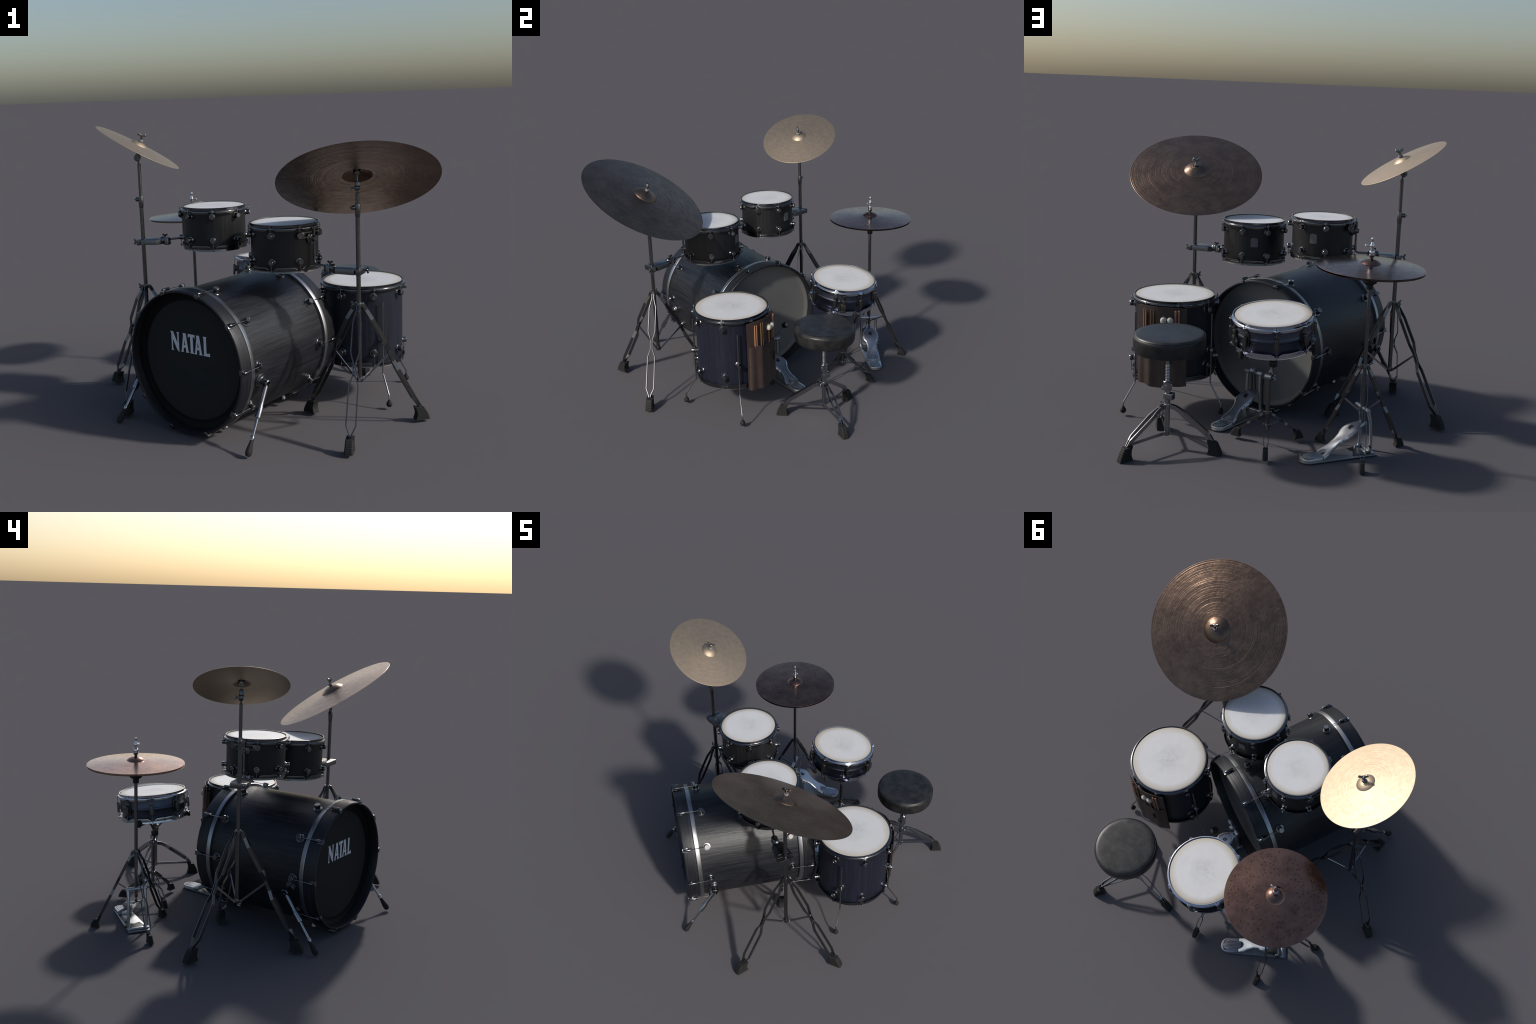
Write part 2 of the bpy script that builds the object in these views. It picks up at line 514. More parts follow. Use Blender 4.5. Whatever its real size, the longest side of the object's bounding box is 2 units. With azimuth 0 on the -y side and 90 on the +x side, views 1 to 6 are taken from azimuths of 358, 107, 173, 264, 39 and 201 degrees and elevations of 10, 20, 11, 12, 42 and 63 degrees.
# ------------------------------------------------------------------ toms
def tom_bracket(root, c, Rs, zlug, azA, azB, mid):
    """Suspension bracket bolted to two upper lugs, carrying the arm receiver."""
    W = T(c[0], c[1], 0)
    g = Geo()
    nseg = 14
    def strip(z_lo, z_hi, a0, a1, r0, r1):
        vs, fs = [], []
        for i in range(nseg + 1):
            d = azdir(a0 + (a1 - a0) * i / nseg)
            for r, z in ((r0, z_lo), (r1, z_lo), (r1, z_hi), (r0, z_hi)):
                vs.append((d.x * r, d.y * r, z))
        for i in range(nseg):
            for k in range(4):
                l = (k + 1) % 4
                fs.append((i * 4 + k, i * 4 + l, i * 4 + 4 + l, i * 4 + 4 + k))
        fs.append((0, 3, 2, 1)); fs.append(tuple(range(nseg * 4, nseg * 4 + 4)))
        g.add(vs, fs)
    strip(zlug + .010, zlug + .017, azA, azB, Rs + .013, Rs + .021)
    strip(zlug - .016, zlug - .010, azA, azB, Rs + .013, Rs + .021)
    for a in (azA + (azB - azA) * .14, azA + (azB - azA) * .86):
        g.box((.008, .010, .030), W.inverted() @ W @ AZ(a) @ T(Rs + .017, 0, zlug), .2)
    for a in (azA, azB):
        g.lathe([(0, -.016), (.014, -.016), (.0185, -.006), (.0185, .004), (.017, .006), (.0115, .006), (.011, .0045), (.004, .0045), (.003, .003), (0, .003)], 28,
                AZ(a) @ T(Rs + .022, 0, zlug) @ RY(90))
        s = 1 if a == azA else -1
        g.box((.020, .020, .037), AZ(a + s * 3.2) @ T(Rs + .014, 0, zlug), .2)
    part("mount_bracket", g, M['stand'], root, W)
    g = Geo()
    g.lathe([(0, -.014), (.031, -.014), (.032, -.010), (.032, -.004), (.027, 0), (.024, .002), (.024, .008), (.015, .010), (.0145, .026), (.0125, .029), (0, .029)], 32,
            AZ(mid) @ T(Rs + .013, 0, zlug - .022) @ RY(90))
    part("arm_receiver", g, M['stand'], root, W)

tom1 = tom("rack_tom", (-.2372, -.0175), .1820, .1880, 1.2003, .9488, 1.150, 1.012, -3.6, 8, M['tom_wood'],
           "small black wooden rack tom with dark chrome rims", "drum", head_mat(.18, 1, .26, .75), (154.2, 1.0575, .042, .058), skip_hi=(5, 6))
tom_bracket(tom1, (-.2372, -.0175), .182, 1.150, -138.6, -93.6, -116)
tom2 = tom("rack_tom", (.1511, -.3089), .1890, .1955, 1.1287, .8624, 1.070, .9255, 19.1, 8, M['tom_wood'],
           "larger black wooden rack tom with dark chrome rims", "drum", head_mat(.187, 2, .26, .75), (175.8, .9800, .043, .057), skip_hi=(0, 1))
tom_bracket(tom2, (.1511, -.3089), .189, 1.070, 19.1, 64.1, 43)

# ------------------------------------------------------------------ floor tom
FT = (.6391, -.0108)
floor = tom("floor_tom", FT, .2350, .2420, .7168, .2286, .655, .317, 5.0, 8, M['floor_wood'],
            "large blue-black floor tom on three bent legs", "drum", head_mat(.233, 3, .36, .75), lug=LUG_FLOOR)
for a in (16.5, 117.0, 238.2):
    A = T(FT[0], FT[1], 0) @ AZ(a)
    g = Geo().tube([(.256, 0, .622), (.256, 0, .40), (.256, 0, .196), (.258, 0, .189), (.325, 0, .086), (.330, 0, .078), (.331, 0, .040)], .0046, 10)
    leg = part("leg", g, M['rod'], floor, A, 60)
    g = Geo().lathe([(0, .013), (.009, .014), (.015, .019), (.018, .028), (.0175, .034), (.013, .043), (.0075, .050), (.0065, .055), (0, .055)], 24)
    part("rubber_foot", g, M['rubber'], leg, A @ T(.331, 0, 0))
    g = Geo()
    g.lathe([(0, -.002), (.020, -.002), (.020, .003), (.017, .006), (.0125, .008), (.0125, .018), (.0145, .020), (.0145, .036), (.0125, .040), (0, .040)], 28, T(.2345, 0, .400) @ RY(90))
    g.cyl((.256, 0, .382), (.256, 0, .418), .0085, 16)
    part("leg_bracket", g, M['lug'], floor, A)

# ------------------------------------------------------------------ bass drum
BC = Vector((-.4328, -.5901, .4139)); BAZ = radians(-40.54)
BN = Vector((sin(BAZ), -cos(BAZ), 0)); BR = Vector((cos(BAZ), sin(BAZ), 0))
BW = Matrix((BR, Vector((0, 0, 1)), BN)).transposed().to_4x4()
BW.translation = BC
BL = .884; RH = .3995; RS = .3840
mid = BC - BN * (BL / 2)
bass = thing("bass_drum", (mid.x, mid.y, .0), "big black wooden bass drum lying on its side", "drum")
part("shell", shell_geo(RS, -BL + .07, -.07, .009, 160, 6), M['bass_wood'], bass, BW)
hoop = Geo().lathe([(RH - .0005, -.004), (RH, -.006), (RH, -.077), (RH - .003, -.080), (RS + .002, -.080), (RS + .001, -.006), (RS + .004, 0), (RH - .004, 0)], 160, closed=True).mesh("hoop", M['hoop_wood'])
band = Geo().lathe([(RS - .001, -.0805), (RH + .0004, -.0805), (RH + .0012, -.0815), (RH + .0010, -.1065), (RH, -.1080), (RS - .001, -.1080)], 160, closed=True).mesh("hoop_band", M['band'])
FLIP = T(0, 0, -BL) @ RX(180)     # mirrors a front fitting to the rear
for F in (I4, FLIP):
    place("hoop", hoop, bass, BW @ F)
    place("hoop_band", band, bass, BW @ F)
fh = Geo().lathe([(0, -.063), (.2, -.063), (.330, -.063), (.333, -.0632)], 128)
head_front = part("front_drumhead", fh, M['front_head'], bass, BW)
collar = Geo().lathe([(.332, -.0634), (.345, -.064), (.360, -.062), (.370, -.056), (RS + .0005, -.055), (RS + .0005, -.080), (.33, -.075)], 128, closed=True).mesh("head_collar", M['black'])
place("head_collar", collar, bass, BW)
rh = Geo().lathe([(0, -.066), (.2, -.066), (.352, -.066), (.364, -.063), (.374, -.056), (RS + .0005, -.055), (RS + .0005, -.075), (.36, -.076), (0, -.072)], 128)
part("rear_drumhead", rh, M['rear_head'], bass, BW @ FLIP)

# lettering: flared capitals, cap height 1, drawn in a unit box
N_ = [(-.02, 1), (.20, 1), (.56, .40), (.56, .90), (.51, 1), (.72, 1), (.68, .90), (.68, -.06), (.60, 0), (.50, .08), (.15, .62), (.15, .10), (.21, 0), (.0, 0), (.05, .10), (.05, .88)]
A_ = [(.20, 1), (.44, 1), (.46, .92), (.62, .10), (.68, 0), (.40, 0), (.44, .08), (.42, .24), (.235, .24), (.20, .08), (.23, 0), (0, 0), (.06, .10), (.22, .85)]
A_HOLE = [(.315, .70), (.385, .37), (.265, .37)]
T_ = [(0, 1), (.56, 1), (.57, .80), (.49, .88), (.40, .88), (.40, .08), (.46, 0), (.14, 0), (.19, .08), (.18, .88), (.08, .86), (-.01, .78)]
L_ = [(0, 1), (.30, 1), (.255, .92), (.255, .15), (.42, .14), (.52, .20), (.54, 0), (0, 0), (.05, .08), (.05, .92)]
def A_strips():
    # two legs, crossbar and apex so the counter stays open
    return [[(.20, 1), (.44, 1), (.385, .72), (.315, .70), (.265, .37), (.235, .24), (.20, .08), (.23, 0), (0, 0), (.06, .10), (.22, .85)],
            [(.44, 1), (.46, .92), (.62, .10), (.68, 0), (.40, 0), (.44, .08), (.42, .24), (.385, .37), (.315, .70), (.385, .72)],
            [(.235, .24), (.42, .24), (.385, .37), (.265, .37)]]
CAPH = .107
def letter(polys, x):
    g = Geo()
    for p in polys:
        g.prism([(x + px * CAPH * LW, py * CAPH) for px, py in p], .0012, T(0, .040, -.0628))
    part("letter", g, M['letter'], head_front, BW, 20)
LW = .80
xs = [-.146, -.0735, -.0190, .0235, .0885]
letter([N_], xs[0]); letter(A_strips(), xs[1]); letter([T_], xs[2]); letter(A_strips(), xs[3]); letter([L_], xs[4])

# claws, rods and lugs
g = Geo()
g.box((.030, .004, .034), T(0, RH + .004, -.016), .3)                 # plate over the hoop
g.box((.030, .020, .004), T(0, RH - .004, .0025), .3)                 # lip over the front edge
g.lathe([(0, 0), (.0065, 0), (.0085, .003), (.0095, .020), (.0080, .052), (.0060, .056), (0, .056)], 16, T(0, RH + .0115, -.004) @ RX(180))
g.box((.012, .010, .026), T(0, RH + .006, -.016), .3)
CLAW = g.mesh("claw", M['hoop'])
ROD = Geo().cyl((0, RH + .0115, -.055), (0, RS + .0225, -.160), .0022, 8).mesh("tension_rod", M['rod'])
for F, ph, sgn in ((I4, -1.5, 1), (FLIP, 1.2, -1)):
    for k in range(10):
        a = ph * sgn + 18 + 36 * k
        A = BW @ F @ RZ(-a if sgn > 0 else -a)
        place("claw", CLAW, bass, A)
        place("tension_rod", ROD, bass, A)
        place("lug", LUG_BASS, bass, A @ T(0, RS, -.159) @ RZ(90))

# spurs
def spur(pivot, tip, ang):
    base_dir = BR * sin(radians(ang)) + Vector((0, 0, 1)) * cos(radians(ang))
    pv, tp = Vector(pivot), Vector(tip)
    surf = pv - base_dir * ((pv - BC).dot(base_dir) - RS)
    g = Geo().lathe([(0, -.004), (.037, -.004), (.038, .002), (.036, .006), (.031, .008), (.030, .014), (.027, .018), (.020, .020), (.019, .034), (0, .034)], 32, frame(surf, base_dir))
    sp = part("spur", g, M['stand'], bass)
    d = (tp - pv).normalized(); L = (tp - pv).length
    side = frame(pv, base_dir)
    g = Geo().lathe([(.0145, -.012), (.0225, -.012), (.0245, -.008), (.0245, .009), (.0220, .012), (.0155, .012), (.0145, .008)], 28, side, True)
    g.lathe([(0, -.012), (.0145, -.014), (.0145, .000), (0, .000)], 20, side)
    g.cyl(pv + base_dir * .0, pv + base_dir * .022, .005, 12)
    g.box((.006, .024, .012), frame(pv + base_dir * .020, base_dir, d), .3)
    part("spur_pivot", g, M['lug'], sp)
    g = Geo().tube([pv + d * .016, pv + d * .10, pv + d * .125, pv + d * .135, pv + d * .19, pv + d * .192], [.0125, .0125, .0130, .0165, .0165, .0140], 18)
    g.tube([pv + d * .19, tp - d * .058], .0078, 14)
    g.cyl(tp - d * .078, tp - d * .052, .0112, 14)
    part("spur_tube", g, M['throne_chrome'], sp, I4, 50)
    g = Geo().lathe([(0, -.058), (.010, -.058), (.0115, -.040), (.0165, -.012), (.0185, .006), (.017, .020), (.011, .029), (0, .031)], 24, frame(tp, d))
    part("rubber_tip", g, M['rubber'], sp)
spur((.0027, -.7284, .3253), (-.1085, -.9195, .0345), 104.5)
spur((-.6529, -.1727, .324), (-.8205, -.3310, .0300), -104.5)

# ------------------------------------------------------------------ stands
def foot_geo(r0, r1, h, w, z0=0.0):
    """Ridged rubber foot: r0..r1 footprint along +x, leaning towards the leg, ribbed faces."""
    n = 15
    rings = []
    g = Geo()
    vs, fs = [], []
    L = r1 - r0
    for i in range(n):
        t = i / (n - 1)
        groove = .0016 if (i % 2 == 1) else 0
        ro = r1 - L * (.10 * t + .33 * t ** 1.7) - groove
        ri = r0 + L * (.12 * sin(pi * t) - .03 * t) + groove * .4
        hw = w / 2 * (1 - .10 * t) - groove * .5
        c = .006
        z = z0 + h * t
        ring = [(ri, -hw), (ro - c, -hw), (ro, -hw + c), (ro, hw - c), (ro - c, hw), (ri, hw)]
        rings.append(range(len(vs), len(vs) + 6))
        zt = .10 * h * t
        vs += [(x, y, z - (zt * (x - ri) / max(1e-4, ro - ri) if i == n - 1 else 0)) for x, y in ring]
    for a, b in zip(rings, rings[1:]):
        for k in range(6):
            l = (k + 1) % 6
            fs.append((a[k], a[l], b[l], b[k]))
    fs.append(tuple(reversed(rings[0]))); fs.append(tuple(rings[-1]))
    return g.add(vs, fs)

def tripod(root, c, az0, path, spread, w, t, foot, mat, brace=None, hub=None, collar_z=None, collar_r=.017):
    """Three double-braced legs.  path: (r, z) ends; spread: list of (fraction, half-width)."""
    (ra, za), (rb, zb) = path[0], path[-1]
    def at(f):
        # point along the polyline by fraction of length
        segs = [sqrt((q[0] - p[0]) ** 2 + (q[1] - p[1]) ** 2) for p, q in zip(path, path[1:])]
        s = f * sum(segs)
        for (p, q), L in zip(zip(path, path[1:]), segs):
            if s <= L + 1e-9:
                return (p[0] + (q[0] - p[0]) * s / L, p[1] + (q[1] - p[1]) * s / L)
            s -= L
        return path[-1]
    fr = sorted(set([f for f, _ in spread]))
    g = Geo()
    for s in (-1, 1):
        pts = []
        for f, hw in spread:
            r, z = at(f)
            pts.append((r, s * hw, z))
        g.bar(pts, w, t)
    # rivets through the pinched places
    for f, hw in spread:
        if hw <= min(h for _, h in spread) + .0012 and .02 < f < .97:
            r, z = at(f)
            g.cyl((r, -hw - t, z), (r, hw + t, z), w * .22, 10)
    legm = g.mesh("leg", mat, 9)
    footm = foot_geo(*foot).mesh("rubber_foot", M['rubber'], 25)
    bm_ = None
    if brace:
        (r1, z1), (r2, z2), bw, bt = brace
        gb = Geo().bar([(r1, 0, z1), ((r1 + r2) / 2, 0, (z1 + z2) / 2), (r2, 0, z2)], bw, bt)
        gb.cyl((r1, -bt, z1), (r1, bt, z1), bw * .6, 10)
        gb.cyl((r2, -bt * 1.6, z2), (r2, bt * 1.6, z2), bw * .5, 10)
        bm_ = gb.mesh("brace", M['throne_chrome'], 25)
    for k in range(3):
        A = T(c[0], c[1], 0) @ AZ(az0 + 120 * k)
        leg = place("leg", legm, root, A)
        place("rubber_foot", footm, leg, A)
        if bm_: place("brace", bm_, root, A)
    g = Geo()
    if collar_z:
        for z in collar_z:
            g.lathe([(.006, z - .013), (collar_r, z - .013), (collar_r + .001, z - .010), (collar_r + .001, z + .010), (collar_r, z + .013), (.006, z + .013)], 24, T(c[0], c[1], 0), True)
            for k in range(3):
                A = T(c[0], c[1], 0) @ AZ(az0 + 120 * k)
                g.box((.016, .013, .020), A @ T(collar_r + .004, 0, z), .2)
        part("collar", g, mat, root)

def wing_screw(p, d, up=(0, 0, 1), s=1.0):
    """Thumb screw: stem along d with two flat wings."""
    p = Vector(p); d = Vector(d).normalized()
    g = Geo().cyl(p, p + d * .018 * s, .0042 * s, 10)
    F = frame(p + d * .020 * s, d, up)
    g.cyl(p + d * .012 * s, p + d * .024 * s, .0075 * s, 12)
    for k in (-1, 1):
        g.box((.017 * s, .0045 * s, .013 * s), F @ T(k * .0115 * s, 0, .004 * s) @ RY(-k * 22), .3)
    return g

LEG_SPREAD = [(0, .0065), (.045, .0065), (.135, .0220), (.365, .0235), (.450, .0060), (.535, .0060), (.612, .0240), (.915, .0255), (.985, .0060), (1.0, .0055)]

def cymbal_geo(R, bow, Rb, hb, th=.0016, seg=128):
    prof = []
    def z(r):
        if r >= Rb:
            return bow * (1 - ((r - Rb) / (R - Rb)) ** 1.15)
        q = r / Rb
        return bow + hb * (1 - q ** 2.3) ** .9
    n = 26
    rs = [0.006] + [Rb * i / 9 for i in range(1, 9)] + [Rb * .97, Rb, Rb * 1.04] + [Rb + (R - Rb) * i / n for i in range(2, n)] + [R - .001]
    top = [(r, z(r)) for r in rs]
    bot = [(r, z(r) - th) for r in reversed(rs)]
    return Geo().lathe(top + [(R, -th * .5)] + bot, seg, closed=True)

def cymbal_stand(name, c, az0, label, cym, nut, tilt, top, zcol, arm_z):
    root = thing(name, (c[0], c[1], 0), label, "cymbal stand")
    path = [(.023, .700), (.146, .478), (.180, .402), (.213, .326), (.313, .145), (.353, .088)]
    tripod(root, c, az0, path, LEG_SPREAD, .020, .0042, (.322, .408, .074, .047, .013), M['stand'],
           brace=((.022, .283), (.172, .412), .012, .005), collar_z=(.700,), collar_r=.0165)
    g = Geo().cyl((c[0], c[1], .272), (c[0], c[1], zcol - .02), .0120, 24)
    part("lower_tube", g, M['stand'], root)
    g = Geo().cyl((c[0], c[1], zcol - .03), (c[0], c[1], top), .0102, 24)
    part("upper_tube", g, M['stand'], root)
    g = Geo().lathe([(.0125, -.050), (.0135, -.046), (.0150, -.018), (.0152, .016), (.0140, .020), (.010, .020), (.010, -.050)], 24, T(c[0], c[1], zcol), True)
    g.lathe([(.008, -.012), (.0170, -.012), (.0178, -.008), (.0178, .008), (.0165, .012), (.008, .012)], 24, T(c[0], c[1], .284), True)
    part("height_collar", g, M['stand'], root)
    return root

def finish_cymbal(root, c, cen, nrm, R, bow, Rb, hb, mat, top, pivot, nutd, wing_az, zcol, spin=0, ts=1.0):
    n = Vector(nrm).normalized()
    F = frame(cen, n, (1, 0, 0)) @ RZ(spin)
    cy = part("cymbal", cymbal_geo(R, bow, Rb, hb), mat, root, F, 20)
    crown = Vector(cen) + n * (bow + hb)
    pv = Vector(pivot)
    ax = (crown - pv).normalized()
    g = Geo()
    g.cyl((c[0], c[1], top - .004), pv, .0052, 12)
    g.cyl(pv, crown + ax * .030, .0042, 12)
    side = n.cross(Vector((0, 0, 1))).normalized()
    g.cyl(pv - side * .0135, pv + side * .0135, .0150 * ts, 24)
    g.box((.024, .022 * ts, .036 * ts), frame(pv + ax * .016 * ts, ax, side), .22)
    part("tilter", g, M['stand'], root)
    g = wing_screw(pv - side * .012, -side, ax, .8)
    part("wing_screw", g, M['stand'], root)
    g = Geo().lathe([(0, -.026), (.017, -.026), (.0195, -.022), (.0195, -.010), (.0165, -.006), (0, -.006)], 24, frame(crown, ax))
    part("cup_washer", g, M['stand'], root)
    g = Geo().lathe([(0, 0), (.0125, 0), (.0140, .003), (.0140, .009), (.0125, .012), (0, .012)], 24, frame(crown + ax * .001, ax))
    part("felt_washer", g, M['felt'], root)
    g = wing_screw(crown + ax * .009, ax, nutd, 1.35)
    part("wing_nut", g, M['lug'], root)
    w = azdir(-95) if True else None
    d = Vector(wing_az)
    kp = Vector((c[0], c[1], zcol)) + d * .012
    g = Geo().lathe([(0, 0), (.008, 0), (.0115, .004), (.0125, .010), (.0115, .017), (.006, .021), (.0025, .030), (0, .031)], 20, frame(kp, d))
    g.box((.026, .0045, .012), frame(kp + d * .015, d, (0, 0, 1)), .3)
    part("wing_screw", g, M['stand'], root)
    d2 = azdir(-95)
    g = wing_screw(Vector((c[0], c[1], .703)) + d2 * .018, d2, (0, 0, 1), .8)
    part("wing_screw", g, M['stand'], root)

RIDE = (.5170, -.6108)
ride = cymbal_stand("cymbal_stand", RIDE, -18.3, "tall tripod stand with huge dark bronze cymbal", None, None, None, 1.3035, 1.224, .89)
finish_cymbal(ride, RIDE, (.5166, -.6310, 1.3698), (.0296, .6044, 1), .4309, .027, .0805, .034, M['ride'], 1.3035, (.517, -.6108, 1.328), (1, .4, 0), (-1, 0, 0), 1.224, 20, 1.0)
CRASH = (-.6718, .1150)
crash = cymbal_stand("cymbal_stand", CRASH, -18.9, "tall tripod stand with pale tan crash cymbal", None, None, None, 1.445, 1.232, .985)
finish_cymbal(crash, CRASH, (-.6729, .1146, 1.5411), (.5592, -.0225, 1), .2724, .0185, .054, .018, M['crash'], 1.445, (-.6790, .1165, 1.480), (1, .3, 0), (-1, .25, 0), 1.232, 40, 1.35)

# tom arms, clamped to the cymbal stands
def tom_arm(root, rod_xy, ztop, zbend, sock, pole, zc, flip=1):
    rx, ry = rod_xy
    b = Vector((rx, ry, zbend)); s = Vector(sock)
    d = Vector((s.x - rx, s.y - ry, 0)).normalized()
    P = [(rx, ry, ztop), (rx, ry, zbend + .03)]
    for i in range(1, 7):
        a = pi / 2 * i / 6
        P.append(tuple(Vector((rx, ry, zbend + .024)) + d * .024 * (1 - cos(a)) - Vector((0, 0, .024 * sin(a)))))
    P.append((s.x, s.y, zbend - .004))
    g = Geo().tube(P, .0062, 14)
    arm = part("tom_arm", g, M['stand'], root, I4, 60)
    pole = Vector((pole[0], pole[1], zc))
    s = Vector((s.x, s.y, zc + .004))
    u = (pole - s); u.z = 0; Ls = u.length; u.normalize()
    F = frame(s, (0, 0, 1), u)
    g = Geo()
    g.lathe([(.010, -.024), (.0185, -.024), (.020, -.022), (.020, .016), (.018, .020), (.010, .018), (.010, -.024)], 24, F @ T(-.004, 0, 0), True)
    g.cyl(s - d * .026 + Vector((0, 0, -.006)), s + d * .01 + Vector((0, 0, -.006)), .0165, 20)
    g.ball(s + u * .024 + Vector((0, 0, .002)), .0235, 24)
    g.lathe([(0, .022), (.016, .020), (.021, .014), (.022, .008), (.018, .006)], 20, F @ T(.012, 0, .0))
    part("ball_socket", g, M['stand'], arm)
    g = wing_screw(s + Vector((0, 0, .016)) + u * .008, (0, 0, 1), u, .8)
    part("wing_screw", g, M['plastic'], arm)
    # tapered clamp block from the ball to the pole
    a0, a1 = .030, Ls - .006
    poly = [(a0, -.021), (a0 + .022, -.042), (a1, -.053), (a1, .053), (a0 + .022, .042), (a0, .021)]
    g = Geo().prism(poly, .032, F @ T(0, 0, -.021), .006)
    g.prism([(a0 + .022, -.024), (a1 - .022, -.034), (a1 - .022, .034), (a0 + .022, .024)], .0018, F @ T(0, 0, .0108), .0008)
    part("clamp_block", g, M['stand'], arm)
    g = Geo().box((.024, .100, .034), F @ T(Ls + .012, 0, -.008), .16)
    part("clamp_jaw", g, M['stand'], arm)
    g = wing_screw(s + u * (Ls + .020) + F.to_3x3() @ Vector((0, .030 * flip, -.005)), u, (0, 0, 1), .9)
    part("wing_screw", g, M['stand'], arm)
tom_arm(ride, (.3010, -.4630), 1.110, .903, (.3700, -.5280, .89), RIDE, .887, 1)
tom_arm(crash, (-.4250, .0710), 1.185, .995, (-.5290, .0620, .985), CRASH, .980, 1)

# ------------------------------------------------------------------ pedals
YS = 1.13
def board_geo(sc=1.0, z_top=.186, S=.385):
    """Footboard with waist, flared toe and an arched notch at the hinge; x runs from heel hinge (0.118) to toe."""
    st = []
    s0 = .118
    def half(s):
        pts = [(.118, .0420), (.150, .0400), (.185, .0310), (.215, .0290), (.240, .0340), (.265, .0480), (.280, .0515), (.305, .0480), (.335, .0370), (.355, .0245), (.370, .0200), (.385, .0195)]
        for (a, ha), (b, hb) in zip(pts, pts[1:]):
            if s <= b + 1e-9:
                t = (s - a) / (b - a); t = t * t * (3 - 2 * t)
                return ha + (hb - ha) * t
        return pts[-1][1]
    def inner(s):
        if s < .152:
            return .0225 * sqrt(max(0, 1 - ((s - s0) / .034) ** 2))
        if s > .366:
            return .0085
        return 0
    def zz(s):
        t = (s - s0) / (S - s0)
        return .033 + (z_top - .033) * (t + .10 * sin(pi * t) * (1 if t > 0 else 0) - .05 * sin(2 * pi * t))
    n = 54
    ss = [s0 + (S - s0) * i / n for i in range(n + 1)]
    g = Geo()
    m = 8
    for side in (-1, 1):
        vs, fs = [], []
        for s in ss:
            a, b = inner(s), half(s)
            z = zz(s)
            row = []
            for k in range(m + 1):
                u = k / m
                y = (a + (b - a) * u) * YS
                dz = -.0055 * max(0, (u - .78) / .22) ** 2
                row.append((s, side * y, z + dz))
            row.append((s, side * (b * YS + .0006), z - .017))        # skirt
            row.append((s, side * (b * YS - .003), z - .017))
            row.append((s, side * a * YS, z - .010))
            vs += row
        k = m + 4
        for i in range(n):
            for j in range(k):
                l = (j + 1) % k
                fs.append((i * k + j, i * k + l, (i + 1) * k + l, (i + 1) * k + j))
        fs.append(tuple(range(k))); fs.append(tuple(range(n * k, n * k + k)))
        g.add(vs, fs)
    return g, zz

def heel_geo():
    g = Geo()
    out = []
    for i in range(15):
        a = pi / 2 + pi * i / 14
        out.append((.042 + .042 * cos(a), .0435 * sin(a)))
    poly = [(.112, .0435)] + out + [(.112, -.0435), (.112, -.026), (.132, -.022), (.132, .022), (.112, .026)]
    g.prism([(x, y * 1.08) for x, y in poly], .021, T(0, 0, .006), .005)
    bed, bars = Geo(), Geo()
    bed.prism([(.030, -.036), (.124, -.030), (.124, .030), (.030, .036), (.018, .024), (.014, 0), (.018, -.024)], .0008, T(0, 0, .0268))
    for k in range(-3, 4):
        x0 = .016 + .0016 * k * k
        bars.box((.126 - x0 - abs(k) * .001, .0066, .0030), T((.126 + x0) / 2, k * .0094, .0282), .3)
    return g, bed, bars

def pedal(root, O, fwd, rear_w, frame_fn, z_top=.186):
    """O = heel tip on the floor; fwd = unit direction heel -> toe."""
    f = Vector((fwd[0], fwd[1], 0)).normalized()
    W = frame(O, (0, 0, 1), f)
    L = .430
    out = []
    for i in range(15):
        a = pi / 2 + pi * i / 14
        out.append((.048 + .050 * cos(a), .049 * sin(a)))
    poly = [(L, rear_w / 2)] + out + [(L, -rear_w / 2)]
    part("base_plate", Geo().prism(poly, .007, T(0, 0, .004), .002), M['pedal_base'], root, W)
    g, bed, bars = heel_geo()
    hp = part("heel_plate", g, M['pedal'], root, W)
    part("heel_grip", bed, M['pedal_dark'], hp, W)
    part("grip_rib", bars, M['pedal'], hp, W)["kind"] = "stuff"
    g, zz = board_geo(z_top=z_top)
    board = part("footboard", g, M['pedal'], root, W, 40)
    # round emblem with an open-ring letter, and the outline groove of the toe plate
    s = .300
    slope = math.atan2(zz(s + .01) - zz(s - .01), .02)
    E = T(s, 0, zz(s) + .0012) @ RY(-math.degrees(slope)) @ RZ(-90)
    g = Geo()
    def arc(r0, r1, a0, a1, h=.0012, n=24):
        pts = [(r1 * cos(radians(a0 + (a1 - a0) * i / n)), r1 * sin(radians(a0 + (a1 - a0) * i / n))) for i in range(n + 1)]
        pts += [(r0 * cos(radians(a1 - (a1 - a0) * i / n)), r0 * sin(radians(a1 - (a1 - a0) * i / n))) for i in range(n + 1)]
        g.prism(pts, h, E)
    arc(.0135, .0160, 40, 320); arc(.0060, .0105, 35, 330)
    g.prism([(-.001, -.0025), (.009, -.0025), (.009, .0012), (-.001, .0012)], .0012, E @ RZ(0))
    part("emblem", g, M['logo_dark'], board, W)
    g = Geo()
    pts = []
    for i in range(25):
        a = radians(-100 + 200 * i / 24)
        x = s + .002 + .046 * cos(a) * (1.0 if cos(a) > 0 else .4)
        y = .0405 * sin(a)
        pts.append((x, y, zz(x) + .0002 - (.0006 if abs(y) > .036 else 0)))
    g.tube(pts, .0011, 6)
    part("board_groove", g, M['pedal_dark'], board, W, 60)
    frame_fn(root, W, zz)
    return W

